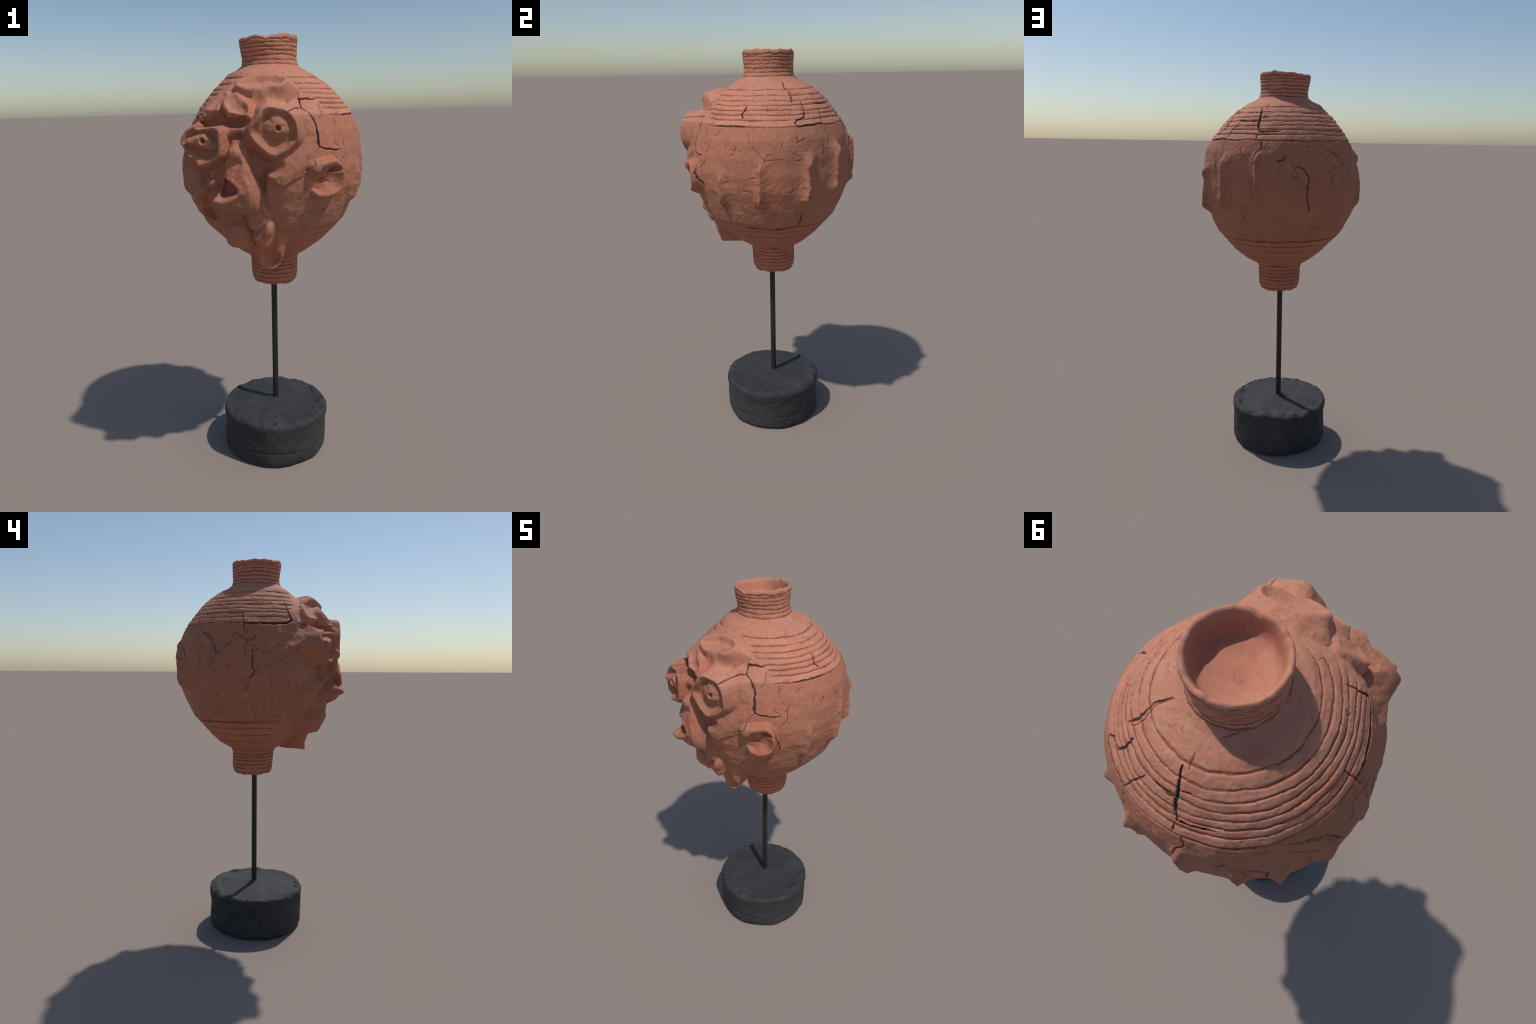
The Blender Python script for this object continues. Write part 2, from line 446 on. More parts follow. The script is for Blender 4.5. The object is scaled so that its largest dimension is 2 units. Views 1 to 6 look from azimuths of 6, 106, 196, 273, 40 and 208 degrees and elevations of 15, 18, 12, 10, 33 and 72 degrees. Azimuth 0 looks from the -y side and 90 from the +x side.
# thumb-smoothing of the modelled clay: relax the grid where it was pulled far from the globe
soft = (.55 * smooth(.010, .030, sculpt)).reshape(NR, NC, 1)
soft[:2] = soft[-2:] = 0
G = P.reshape(NR, NC, 3)
for _ in range(5):
    mean = .25 * (np.roll(G, 1, 0) + np.roll(G, -1, 0) + np.roll(G, 1, 1) + np.roll(G, -1, 1))
    G = G + soft * (mean - G)
# steep walls were left with few rows of vertices: let those slide apart until evenly spaced
c0, c1 = int(np.searchsorted(col, -75)), int(np.searchsorted(col, 65))
r0, r1 = int(np.searchsorted(prof[:i_top, 0], 1.02)), int(np.searchsorted(prof[:i_top, 0], 1.84))
W = G[r0:r1, c0:c1].copy()
gap = np.zeros(W.shape[:2])
gap[:-1] = np.linalg.norm(W[1:] - W[:-1], axis=2)
gap = np.maximum(gap, np.roll(gap, 1, 0))
for _ in range(3):
    gap = np.maximum.reduce([gap, np.roll(gap, 1, 0), np.roll(gap, -1, 0), np.roll(gap, 1, 1), np.roll(gap, -1, 1)])
loose = (.5 * smooth(.0070, .0130, gap))[..., None]
loose[:3] = loose[-3:] = loose[:, :3] = loose[:, -3:] = 0
for _ in range(16):
    mean = .30 * (np.roll(W, 1, 0) + np.roll(W, -1, 0)) + .20 * (np.roll(W, 1, 1) + np.roll(W, -1, 1))
    W = W + loose * (mean - W)
G[r0:r1, c0:c1] = W
P = G.reshape(-1, 3).copy()
face_zone = part > 0
# ------------------------------------------------------------------ coils, cracks and surface wrinkles
Q = np.stack([np.sin(a), -np.cos(a), 0 * a], 1)                    # for wobble along a coil
wrap = lambda x: (x + 180) % 360 - 180
groove = np.zeros(NR * NC)
groove_d = np.zeros(NR * NC)
crack = np.zeros(NR * NC)
crack_d = np.zeros(NR * NC)


def coil_line(z, width, depth, seed, lo, hi, fade=5.0, wob=.0022, strength=1.0):
    """a joint between two coils round the vessel, seen between azimuths lo..hi"""
    s = s_of_z(z)
    sel = np.nonzero(outer & (np.abs(S0 - s) < .022))[0]
    q = Q[sel]
    line = s + wob * 1.3 * vnoise(q + seed, 2.1, seed) + wob * vnoise(q + seed, 6, seed + 1) + wob * .5 * vnoise(q, 19, seed + 2)
    wid = width * (1 + .45 * vnoise(q + seed, 7, seed + 3))
    x = np.abs(S0[sel] - line)
    span = smooth(lo - fade, lo + fade, PHI[sel]) * smooth(hi + fade, hi - fade, PHI[sel])
    if lo < -180:
        span = np.ones(len(sel))
    elif lo > hi:
        span = np.maximum(smooth(lo - fade, lo + fade, PHI[sel]), smooth(hi + fade, hi - fade, PHI[sel]))
    k = strength * span * np.clip(.92 + .40 * vnoise(q + seed, 5, seed + 4), 0, 1.1)
    m = smooth(wid, wid * .25, x) * k
    groove[sel] = np.maximum(groove[sel], m)
    groove_d[sel] = np.maximum(groove_d[sel], depth * k * np.exp(-(x / wid) ** 2))


ALL = (-999, 999)
for n_coil, (z, hi_end, lo_end) in enumerate([(1.817, 8, -30), (1.791, 22, -40), (1.769, 26, -44), (1.749, 30, -48), (1.728, 36, -52), (1.709, 40, -57), (1.687, 42, -58), (1.660, 44, -60)]):
    # visible from hi_end round the back to lo_end
    coil_line(z, .0040, .0042, 100 + n_coil * 7, hi_end, lo_end, 4)
for n_coil, z in enumerate([1.176, 1.146, 1.110, 1.069]):
    coil_line(z, .0036, .0034, 200 + n_coil * 7, 40, -64, 6)
for n_coil, z in enumerate([1.012, .992, .975, .957, .937, .915, .893]):
    coil_line(z, .0036, .0022, 300 + n_coil * 7, *ALL, wob=.0016)
for n_coil, z in enumerate([1.972, 1.958, 1.943, 1.926, 1.908, 1.890, 1.873]):
    coil_line(z, .0042, .0022 if n_coil else .0034, 400 + n_coil * 7, *ALL, wob=.0020 if n_coil else .0030)

jit = np.stack([vnoise(BASE, 45, 61), vnoise(BASE, 45, 62)], 1) * .0030 + np.stack([vnoise(BASE, 110, 63), vnoise(BASE, 110, 64)], 1) * .0013


def fissure(width, depth, *pts):
    """a drying crack through (azimuth, height) points"""
    p0 = pts[0][0]
    zm = sum(z for _, z in pts) / len(pts)
    r = float(r_of_z(zm))
    line = [(math.radians(float(wrap(p - p0))) * r, float(s_of_z(z))) for p, z in pts]
    xs, ys = zip(*line)
    xx = np.radians(wrap(PHI - p0)) * r
    sel = np.nonzero(outer & (xx > min(xs) - .03) & (xx < max(xs) + .03) & (S0 > min(ys) - .03) & (S0 < max(ys) + .03))[0]
    total = sum(math.dist(A, B) for A, B in zip(line[:-1], line[1:]))
    x, y = xx[sel] + jit[sel, 0], S0[sel] + jit[sel, 1]
    best, along, run = np.full(len(sel), 9.0), np.zeros(len(sel)), 0.0
    for A, B in zip(line[:-1], line[1:]):
        e = (B[0] - A[0], B[1] - A[1])
        L = math.hypot(*e) + 1e-9
        t = np.clip(((x - A[0]) * e[0] + (y - A[1]) * e[1]) / (L * L), 0, 1)
        d = np.hypot(x - A[0] - t * e[0], y - A[1] - t * e[1])
        m = d < best
        best[m] = d[m]
        along[m] = run + t[m] * L
        run += L
    taper = np.minimum(1, .35 + 1.3 * np.minimum(along, total - along) / (.5 * total))
    hw = width * .42 * taper * (1 + .35 * vnoise(BASE[sel], 60, 66)) + .0008
    m = smooth(hw * 1.25, hw * .8, best)
    crack[sel] = np.maximum(crack[sel], m * min(1.0, max(.3, (width - .0024) / .0026)))
    crack_d[sel] = np.maximum(crack_d[sel], .65 * depth * np.exp(-(best / (hw * 1.15)) ** 4))


# side away from the beak eye
fissure(.0052, .008, (83, 1.744), (82.5, 1.722), (81, 1.708), (83.5, 1.692))
fissure(.0052, .008, (136, 1.76), (135.5, 1.726), (133, 1.696), (125.5, 1.688), (123.5, 1.67), (125, 1.656))
fissure(.0030, .004, (128.5, 1.852), (126.5, 1.83), (130.5, 1.802), (130, 1.778), (129, 1.766))
fissure(.0070, .010, (125.5, 1.657), (136.5, 1.662), (148.5, 1.666))
fissure(.0040, .006, (148.5, 1.666), (150, 1.694), (155, 1.742))
fissure(.0050, .006, (58.5, 1.661), (75.5, 1.661), (86, 1.661))
fissure(.0026, .003, (88, 1.66), (89.5, 1.616), (91.5, 1.582), (95.5, 1.56), (98, 1.534), (102, 1.514), (113, 1.518))
fissure(.0022, .002, (95.5, 1.56), (88, 1.568))
fissure(.0030, .003, (149, 1.66), (149, 1.622), (149.5, 1.59), (148.5, 1.558))
fissure(.0044, .006, (128.5, 1.248), (130, 1.216), (128, 1.186))
fissure(.0044, .006, (80, 1.172), (106, 1.165), (128.5, 1.180), (160, 1.172))
fissure(.0026, .003, (97, 1.458), (96, 1.392), (95, 1.322), (96, 1.288))
fissure(.0026, .002, (80.5, 1.574), (84, 1.55), (87, 1.574))
# between eye and ear
fissure(.0080, .012, (37, 1.722), (30, 1.726), (24, 1.728), (23.5, 1.712))
fissure(.0040, .006, (23.5, 1.712), (23.5, 1.69), (28, 1.672))
fissure(.0044, .006, (12, 1.672), (16, 1.684), (23.5, 1.69))
fissure(.0050, .007, (28, 1.672), (30.5, 1.64), (31.5, 1.606))
fissure(.0095, .012, (31.5, 1.606), (32, 1.556), (32.5, 1.536))
fissure(.0052, .008, (32.5, 1.538), (36.5, 1.528), (40.5, 1.524), (44, 1.518), (48.5, 1.52))
fissure(.0034, .004, (56, 1.572), (54, 1.556), (54, 1.498), (46.5, 1.454))
fissure(.0032, .004, (32, 1.53), (29, 1.502), (25.5, 1.464), (19.5, 1.428))
fissure(.0030, .003, (39, 1.704), (38.5, 1.678), (38, 1.662), (35.5, 1.646))
fissure(.0028, .003, (48, 1.648), (47.5, 1.61))
fissure(.0040, .005, (46, 1.458), (47.5, 1.402), (49, 1.378), (49.5, 1.338), (46, 1.302), (42, 1.274), (37.5, 1.266))
fissure(.0030, .004, (37, 1.266), (29.5, 1.27), (22, 1.25), (17.5, 1.2))
fissure(.0030, .004, (25, 1.39), (22.5, 1.36), (20, 1.322))
# back
fissure(.0072, .010, (172.5, 1.81), (175, 1.768), (175.5, 1.732), (178.5, 1.70))
fissure(.0040, .006, (177, 1.69), (178, 1.666))
fissure(.0040, .006, (-178, 1.658), (-176.5, 1.624), (179.5, 1.606), (177.5, 1.572), (178, 1.548))
fissure(.0032, .004, (177, 1.482), (176.5, 1.434), (176.5, 1.384))
fissure(.0060, .008, (178.5, 1.70), (-174, 1.70), (-164, 1.702))
fissure(.0050, .007, (152.5, 1.752), (165.5, 1.748), (174, 1.748))
fissure(.0040, .006, (177, 1.768), (-177, 1.77))
fissure(.0044, .006, (-166, 1.568), (-162, 1.578), (-160.5, 1.588))
fissure(.0044, .006, (-153, 1.544), (-149, 1.536), (-145.5, 1.486), (-147, 1.438), (-147, 1.402), (-144.5, 1.33))
fissure(.0030, .003, (-133, 1.652), (-133.5, 1.636), (-126, 1.612), (-119.5, 1.582), (-117, 1.548))
fissure(.0026, .003, (-128, 1.548), (-127.5, 1.5), (-129.5, 1.442), (-132.5, 1.408))
fissure(.0032, .004, (166, 1.622), (170.5, 1.578))
fissure(.0030, .004, (167, 1.472), (166, 1.444))
fissure(.0026, .003, (-120, 1.198), (-119, 1.242))
fissure(.0044, .006, (-64, 1.187), (-90, 1.186), (-120, 1.182), (-164, 1.176), (170, 1.172))
# beak-eye side
fissure(.0092, .012, (-94, 1.657), (-82.5, 1.656), (-71, 1.656), (-60.5, 1.661), (-56, 1.674), (-56.5, 1.696), (-57, 1.722))
fissure(.0036, .005, (-55.5, 1.758), (-56.5, 1.728))
fissure(.0036, .005, (-56, 1.674), (-51.5, 1.664), (-46, 1.652))
fissure(.0036, .005, (-96.5, 1.71), (-95, 1.676), (-94.5, 1.654), (-93, 1.622))
fissure(.0036, .005, (-102.5, 1.604), (-99, 1.61), (-94.5, 1.594), (-91.5, 1.576), (-87, 1.582), (-85, 1.6))
fissure(.0034, .005, (-91.5, 1.576), (-93, 1.548), (-93.5, 1.512))
fissure(.0042, .006, (-88, 1.54), (-88, 1.492), (-88.5, 1.45), (-86.5, 1.432), (-88.5, 1.406), (-91.5, 1.4))
fissure(.0036, .005, (-126.5, 1.62), (-118.5, 1.592), (-115.5, 1.556), (-113.5, 1.52), (-110, 1.52))
fissure(.0026, .003, (-76.5, 1.422), (-76, 1.378), (-73, 1.306), (-74.5, 1.23))
fissure(.0030, .004, (-116, 1.246), (-115.5, 1.218), (-115, 1.2))
fissure(.0026, .003, (-88.5, 1.284), (-87, 1.238), (-83, 1.206))
fissure(.0026, .003, (-126.5, 1.47), (-129, 1.412))
# shoulder
fissure(.0044, .006, (126.5, 1.85), (126, 1.84), (124, 1.824), (127.5, 1.802), (128, 1.788), (126, 1.76))
fissure(.0034, .004, (130.5, 1.798), (133, 1.794), (141.5, 1.798))
fissure(.0032, .004, (-148, 1.874), (-154.5, 1.866), (-170.5, 1.858))
fissure(.0030, .004, (175.5, 1.832), (178, 1.808))
fissure(.0050, .006, (100, 1.018), (125, 1.022))
fissure(.0050, .006, (172, 1.018), (-175, 1.016), (-150, 1.022))

# many short branching drying cracks in the smoothed middle band
rng = np.random.default_rng(77)
for n_hair in range(95):
    p, z = rng.uniform(46, 296), rng.uniform(1.21, 1.64)
    heading, step = rng.uniform(0, 2 * math.pi), rng.uniform(.010, .022)
    pts = [(p, z)]
    for _ in range(rng.integers(2, 6)):
        heading += rng.normal(0, .65)
        p += math.degrees(math.cos(heading) * step / float(r_of_z(z)))
        z = min(1.65, max(1.19, z + math.sin(heading) * step))
        pts.append((p, z))
    wide = rng.uniform(.0018, .0034)
    fissure(wide, wide * 1.1, *pts)
    if n_hair % 3 == 0:
        q = pts[len(pts) // 2]
        h2 = heading + rng.choice([-1.3, 1.3])
        fissure(wide * .8, wide * .8, q, (q[0] + math.degrees(math.cos(h2) * step / float(r_of_z(q[1]))), q[1] + math.sin(h2) * step))
# small nicks across the coils
nick = smooth(.05, .012, np.abs(fbm(BASE * np.array([1, 1, .45]), 17, 2, 81))) * smooth(.15, .5, vnoise(BASE, 12, 85)) * outer * smooth(1.66, 1.675, Z0) * smooth(1.83, 1.81, Z0)
nick = nick * smooth(.022, .010, sculpt)
groove = np.maximum(groove, nick * .55)
groove_d = np.maximum(groove_d, nick * .0022)

# surface normals of the sculpted form carry the fine relief
def grid_normals(pos):
    G = pos.reshape(NR, NC, 3)
    du = np.roll(G, -1, 1) - np.roll(G, 1, 1)
    dv = np.empty_like(G)
    dv[1:-1] = G[2:] - G[:-2]
    dv[0], dv[-1] = G[1] - G[0], G[-1] - G[-2]
    n = np.cross(du, dv)
    return (n / (np.linalg.norm(n, axis=2, keepdims=True) + 1e-12)).reshape(-1, 3)


NS = grid_normals(P)
free = 1 - .85 * face_zone * (part != PARTS.index("rib"))
relief = -groove_d * np.where(Z0 > 1.66, 1, free) - crack_d
coils = outer * smooth(1.655, 1.67, Z0) * smooth(1.83, 1.80, Z0) * ~face_zone * smooth(.022, .010, sculpt)
relief = relief + .0016 * coils * vnoise(BASE * np.array([1, 1, 3.2]), 14, 90)
relief = relief + body * .0016 * fbm(P, 24, 3, 91) + outer * .0005 * fbm(P, 90, 2, 95)
relief = relief + (~outer) * .0022 * vnoise(BASE, 22, 97)
P += NS * relief[:, None]
# uneven rim
rimw = smooth(1.955, 1.992, Z0)
P[:, 2] += rimw * (.0060 * vnoise(Q * 1.0, 2.3, 51) + .0040 * vnoise(Q, 6, 52) - .002)
P[:, 2] += rimw * .006 * np.sin(a - .4)
P[:, 2] += np.where(ROW >= 0, smooth(.905, .876, Z0) * .004 * vnoise(Q, 3, 53), 0)

part[(Z0 > 1.868) & (part == 0)] = 0
if "neck" not in PARTS:
    PARTS += ["neck", "foot"]
part[(ROW >= i_top) | (Z0 > 1.866)] = PARTS.index("neck")
part[(Z0 < 1.016) & (part == 0)] = PARTS.index("foot")

# ------------------------------------------------------------------ materials
def new_material(name):
    m = bpy.data.materials.new(name)
    m.use_nodes = True
    t = m.node_tree
    return m, t, t.nodes["Principled BSDF"]


def node(t, kind, **kw):
    n = t.nodes.new(kind)
    for k, val in kw.items():
        if k in n.inputs:
            n.inputs[k].default_value = val
        else:
            setattr(n, k, val)
    return n


def noise_node(t, co, scale, detail=4, rough=.55, dist=0.0):
    n = node(t, "ShaderNodeTexNoise", Scale=scale, Detail=detail, Roughness=rough, Distortion=dist)
    t.links.new(co, n.inputs["Vector"])
    return n.outputs["Fac"]


def ramp(t, fac, lo, hi):
    n = node(t, "ShaderNodeMapRange")
    n.inputs["From Min"].default_value, n.inputs["From Max"].default_value = lo, hi
    t.links.new(fac, n.inputs["Value"])
    return n.outputs["Result"]


def mix(t, fac, a_, b_, mode="MIX"):
    n = t.nodes.new("ShaderNodeMix")
    n.data_type, n.blend_type = "RGBA", mode
    for sock, val in ((n.inputs["Factor"], fac), (n.inputs["A"], a_), (n.inputs["B"], b_)):
        pass
    ins = {"f": n.inputs[0], "a": n.inputs[6], "b": n.inputs[7]}
    for key, val in (("f", fac), ("a", a_), ("b", b_)):
        if hasattr(val, "is_output"):
            t.links.new(val, ins[key])
        else:
            ins[key].default_value = val if key == "f" else (*val, 1)
    return n.outputs[2]


def math_node(t, op, a_, b_=None):
    n = t.nodes.new("ShaderNodeMath")
    n.operation = op
    for k, val in enumerate((a_, b_)):
        if val is None:
            continue
        if hasattr(val, "is_output"):
            t.links.new(val, n.inputs[k])
        else:
            n.inputs[k].default_value = val
    return n.outputs[0]


CLAY, CLAY_RED, CLAY_GREY, CLAY_PALE = (.52, .218, .136), (.47, .150, .084), (.45, .205, .134), (.60, .272, .180)
# places coloured redder: centre and radius
RED_SPOTS = [((-.05, -.33, 1.69), .07), ((.25, -.31, 1.50), .06), ((-.13, -.42, 1.40), .07), ((.25, -.36, 1.34), .05), ((-.2, -.3, 1.66), .05), ((0, .0, 1.86), .09)]


def clay_material(name, tint, line_amount):
    m, t, bsdf = new_material(name)
    co = node(t, "ShaderNodeTexCoord").outputs["Object"]
    n_big, n_mid, n_fine = noise_node(t, co, 4.5, 3, .5), noise_node(t, co, 14, 5, .6, .4), noise_node(t, co, 70, 4, .6)
    c = mix(t, ramp(t, n_big, .42, .66), CLAY, CLAY_GREY)
    c = mix(t, math_node(t, "MULTIPLY", ramp(t, n_mid, .50, .72), .55), c, CLAY_PALE)
    red = math_node(t, "MULTIPLY", ramp(t, noise_node(t, co, 9, 5, .65, .6), .54, .70), .60)
    for centre, radius in RED_SPOTS:
        d = node(t, "ShaderNodeVectorMath", operation="DISTANCE")
        d.inputs[1].default_value = centre
        t.links.new(co, d.inputs[0])
        near = ramp(t, math_node(t, "ADD", d.outputs["Value"], math_node(t, "MULTIPLY", n_mid, radius * .9)), radius * 1.5, radius * .7)
        red = math_node(t, "MAXIMUM", red, math_node(t, "MULTIPLY", near, .75))
    # three bands of colour: pale coiled shoulder, browner smoothed belly, redder coils below
    sep = node(t, "ShaderNodeSeparateXYZ")
    t.links.new(co, sep.inputs[0])
    z = math_node(t, "ADD", sep.outputs["Z"], math_node(t, "MULTIPLY", math_node(t, "SUBTRACT", n_mid, .5), .012))
    belly = math_node(t, "MULTIPLY", ramp(t, z, 1.664, 1.656), ramp(t, z, 1.170, 1.180))
    c = mix(t, belly, c, mix(t, 1.0, c, (.77, .72, .68), "MULTIPLY"))  # belly tint darkened a little further, toward the baked shade below the shoulder
    c = mix(t, ramp(t, z, 1.180, 1.170), c, mix(t, 1.0, c, (.86, .74, .68), "MULTIPLY"))
    c = mix(t, red, c, CLAY_RED)
    # hair-thin drying lines
    w = noise_node(t, co, 16, 4, .6, .8)
    line = ramp(t, math_node(t, "ABSOLUTE", math_node(t, "SUBTRACT", w, .5)), .010, .003)
    line = math_node(t, "MULTIPLY", line, ramp(t, noise_node(t, co, 7, 2), .50, .60))
    c = mix(t, math_node(t, "MULTIPLY", line, line_amount), c, (.22, .075, .048))
    c = mix(t, math_node(t, "MULTIPLY", ramp(t, n_fine, .56, .72), .34), c, (.27, .10, .065))
    c = mix(t, math_node(t, "MULTIPLY", ramp(t, noise_node(t, co, 26, 6, .7, .5), .54, .74), .40), c, mix(t, 1.0, c, (.66, .60, .56), "MULTIPLY"))
    c = mix(t, math_node(t, "MULTIPLY", ramp(t, noise_node(t, co, 33, 6, .7, .3), .56, .74), .35), c, (.62, .30, .205))
    c = mix(t, 1.0, c, tint, "MULTIPLY")
    t.links.new(c, bsdf.inputs["Base Color"])
    bsdf.inputs["Roughness"].default_value = .78
    bsdf.inputs["Specular IOR Level"].default_value = .28
    b = node(t, "ShaderNodeBump", Strength=.22, Distance=.004)
    h = math_node(t, "ADD", n_fine, math_node(t, "MULTIPLY", noise_node(t, co, 220, 3), .35))
    h = math_node(t, "SUBTRACT", h, math_node(t, "MULTIPLY", line, .6))
    t.links.new(h, b.inputs["Height"])
    t.links.new(b.outputs["Normal"], bsdf.inputs["Normal"])
    return m


clay = clay_material("terracotta_clay", (1, 1, 1), .7)
clay_groove = clay_material("terracotta_coil_joint", (.56, .42, .36), .2)
crack_mat, t, bsdf = new_material("dark_drying_crack")
co = node(t, "ShaderNodeTexCoord").outputs["Object"]
t.links.new(mix(t, ramp(t, noise_node(t, co, 25, 3), .4, .7), (.045, .030, .026), (.10, .045, .034)), bsdf.inputs["Base Color"])
bsdf.inputs["Roughness"].default_value = .95

# ------------------------------------------------------------------ build the clay parts
thing = bpy.data.objects.new("clay_face_vessel", None)
bpy.context.scene.collection.objects.link(thing)
thing["label"] = "terracotta coiled pot with sculpted face on black stand"
thing["category"] = "clay sculpture"


def link(o, parent):
    bpy.context.scene.collection.objects.link(o)
    o.parent = parent
    return o


NV = grid_normals(P)
r_i, c_i = np.meshgrid(np.arange(NR - 1), np.arange(NC), indexing="ij")
A = (r_i * NC + c_i).ravel()
B = (r_i * NC + (c_i + 1) % NC).ravel()
quads = np.stack([A, B, B + NC, A + NC], 1)
face_part = part[quads[:, 0]]
face_groove = groove[quads].mean(1)
face_crack = crack[quads].mean(1)
slot = np.where(face_crack > .5, 2, np.where((face_groove > .42) | (face_crack > .22), 1, 0)).astype(np.int32)


def mesh_from(name, faces, slots):
    used, inv = np.unique(faces, return_inverse=True)
    inv = inv.reshape(faces.shape)
    me = bpy.data.meshes.new(name)
    me.vertices.add(len(used))
    me.vertices.foreach_set("co", P[used].astype(np.float32).ravel())
    me.loops.add(faces.size)
    me.loops.foreach_set("vertex_index", inv.astype(np.int32).ravel())
    me.polygons.add(len(faces))
    me.polygons.foreach_set("loop_start", (np.arange(len(faces)) * 4).astype(np.int32))
    for m in (clay, clay_groove, crack_mat):
        me.materials.append(m)
    me.polygons.foreach_set("material_index", slots)
    me.update()
    me.validate()
    me.polygons.foreach_set("use_smooth", np.ones(len(faces), bool))
    me.normals_split_custom_set_from_vertices(NV[used].astype(np.float32))
    return me


def islands(faces, seeds):
    """assign faces to the nearest seed point"""
    c = P[faces].mean(1)
    return np.argmin(np.linalg.norm(c[:, None, :] - np.array(seeds)[None], axis=2), 1)


SEEDS = {"eye": [(.033, -.42, 1.605), (-.26, -.36, 1.55)], "pupil": [(.056, -.42, 1.615), (-.25, -.37, 1.57)],
         "brow_disc": [(-.02, -.29, 1.77), (-.11, -.35, 1.69)], "cheek": [(.12, -.4, 1.5), (-.26, -.34, 1.42)],
         "lip": [(-.03, -.36, 1.22), (-.12, -.34, 1.2), (-.12, -.30, 1.12), (-.02, -.31, 1.11)],
         "rib": [(.43 * math.sin(math.radians(q[0])), .026 - .43 * math.cos(math.radians(q[0])), .5 * (q[1] + q[2])) for q in RIBS]}
made = {}
for n_part, name in enumerate(PARTS):
    m = face_part == n_part
    if not m.any():
        continue
    faces, slots = quads[m], slot[m]
    which = islands(faces, SEEDS[name]) if name in SEEDS else np.zeros(len(faces), int)
    for g in range(which.max() + 1):
        k = which == g
        if not k.any():
            continue
        parent = made[("eye", g)] if name == "pupil" else thing
        made[(name, g)] = link(bpy.data.objects.new(name, mesh_from(name, faces[k], slots[k])), parent)

# closing discs: floor of the mouth of the jar, underside of the foot
def closing_disc(name, row, up):
    ring = P[row * NC:(row + 1) * NC]
    verts = np.vstack([ring, ring.mean(0)])
    f = [(j, (j + 1) % NC, NC) if up else ((j + 1) % NC, j, NC) for j in range(NC)]
    me = bpy.data.meshes.new(name)
    me.from_pydata(verts.tolist(), [], f)
    me.polygons.foreach_set("use_smooth", np.ones(len(f), bool))
    me.materials.append(clay)
    return link(bpy.data.objects.new(name, me), thing)


closing_disc("neck_floor", NR - 1, True)

# ------------------------------------------------------------------ rod and base
rod_mat, t, bsdf = new_material("black_painted_metal")
co = node(t, "ShaderNodeTexCoord").outputs["Object"]
t.links.new(mix(t, noise_node(t, co, 30, 3), (.010, .010, .010), (.020, .020, .019)), bsdf.inputs["Base Color"])
bsdf.inputs["Roughness"].default_value = .55

base_mat, t, bsdf = new_material("charcoal_clay")
co = node(t, "ShaderNodeTexCoord").outputs["Object"]
c = mix(t, ramp(t, noise_node(t, co, 7, 5, .6), .35, .7), (.030, .031, .032), (.046, .047, .048))  # both greys lowered slightly to carry the shade baked on the block's sides
c = mix(t, math_node(t, "MULTIPLY", ramp(t, noise_node(t, co, 40, 4), .6, .75), .4), c, (.075, .076, .078))
t.links.new(c, bsdf.inputs["Base Color"])
bsdf.inputs["Roughness"].default_value = .75
bsdf.inputs["Specular IOR Level"].default_value = .3
b = node(t, "ShaderNodeBump", Strength=.3, Distance=.006)
t.links.new(math_node(t, "ADD", noise_node(t, co, 45, 5), math_node(t, "MULTIPLY", noise_node(t, co, 180, 3), .3)), b.inputs["Height"])
t.links.new(b.outputs["Normal"], bsdf.inputs["Normal"])


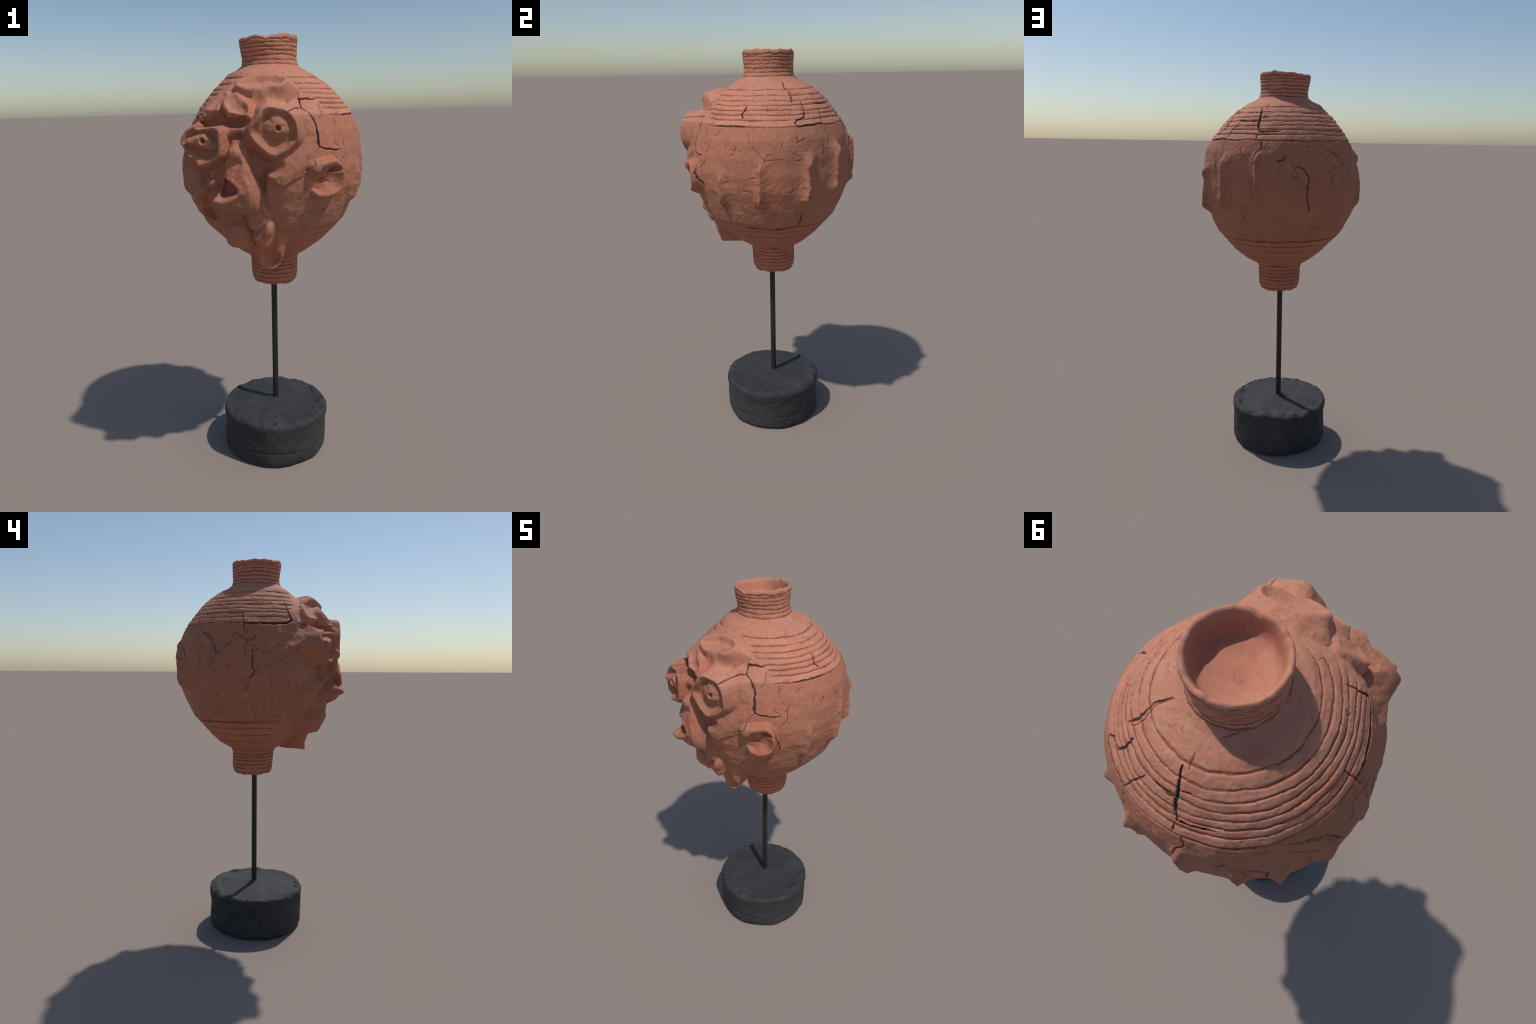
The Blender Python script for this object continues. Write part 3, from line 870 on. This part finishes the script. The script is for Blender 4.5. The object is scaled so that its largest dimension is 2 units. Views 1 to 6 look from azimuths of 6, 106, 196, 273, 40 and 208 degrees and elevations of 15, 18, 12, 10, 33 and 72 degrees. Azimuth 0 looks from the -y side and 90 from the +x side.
def lathe(name, rows, cols, centre, shape, mat):
    """rows of (r, z); shape(p, rows_index, angle) may displace"""
    th = np.linspace(0, 2 * np.pi, cols, endpoint=False)
    r = np.array([q[0] for q in rows]); z = np.array([q[1] for q in rows])
    p = np.stack([r[:, None] * np.sin(th), -r[:, None] * np.cos(th), np.repeat(z[:, None], cols, 1)], -1).reshape(-1, 3)
    if shape:
        p = shape(p)
    n = len(rows)
    p = np.vstack([p, p[:cols].mean(0), p[-cols:].mean(0)]) + np.array([*centre, 0])
    f = [(i * cols + j, i * cols + (j + 1) % cols, (i + 1) * cols + (j + 1) % cols, (i + 1) * cols + j) for i in range(n - 1) for j in range(cols)]
    f += [((j + 1) % cols, j, n * cols) for j in range(cols)] + [((n - 1) * cols + j, (n - 1) * cols + (j + 1) % cols, n * cols + 1) for j in range(cols)]
    me = bpy.data.meshes.new(name)
    me.from_pydata(p.tolist(), [], f)
    me.polygons.foreach_set("use_smooth", np.ones(len(f), bool))
    me.materials.append(mat)
    return link(bpy.data.objects.new(name, me), thing)


rod_z = np.linspace(.205, .90, 30)
lathe("rod", [(.0142, q) for q in rod_z], 40, (-.004, .025), None, rod_mat)

side = resample([(0.0, .02), (0.0, .12), (0.0, .232), (.003, .248), (.02, .256), (.09, .259), (.15, .257), (.208, .264), (.222, .260), (.228, .251), (.228, .22), (.234, .12), (.240, .02)], .0032, .004)


def rough_block(p):
    r = np.hypot(p[:, 0], p[:, 1])
    d = np.stack([p[:, 0] / r, p[:, 1] / r, 0 * r], 1)
    wall = smooth(.19, .245, r)
    top = smooth(.19, .23, p[:, 2])
    lump = .0050 * fbm(p, 7, 2, 501) + .0022 * fbm(p * np.array([1, 1, 1.2]), 22, 3, 502)
    pits = -.0095 * smooth(.34, .70, vnoise(p * np.array([1, 1, 1.6]), 26, 503)) * smooth(.0, .35, vnoise(p, 6, 507))
    seam = -.0028 * np.exp(-((p[:, 2] - .078 - .012 * vnoise(d, 1.5, 504)) / .006) ** 2) * smooth(-.1, .3, vnoise(d, 1.7, 505))
    q = p + d * (wall * (lump + pits * (1 - top) + seam))[:, None]
    edge = np.exp(-((r - .235) / .022) ** 2)
    q[:, 2] += top * (.0040 * vnoise(p, 6, 510) + .0030 * vnoise(p, 15, 511) + .0012 * vnoise(p, 40, 512) + edge * (.006 * vnoise(d, 4, 513) + .0080 * vnoise(p, 30, 514) + .003 * vnoise(p, 70, 516) + .003))
    q[:, 2] += top * .004 * np.exp(-(np.abs(.6 * p[:, 0] + .8 * p[:, 1] + .004 * vnoise(p, 20, 515)) / .006) ** 2) * (p[:, 1] < 0)
    q[:, 2] += top * .012 * np.exp(-(r / .04) ** 2)
    q[:, 2] = np.maximum(q[:, 2], 0)
    return q


lathe("base_block", [(q[1], q[0]) for q in side], 420, (-.008, .017), rough_block, base_mat)

for o in bpy.data.objects:
    if o.type == "MESH":
        o.data.update()
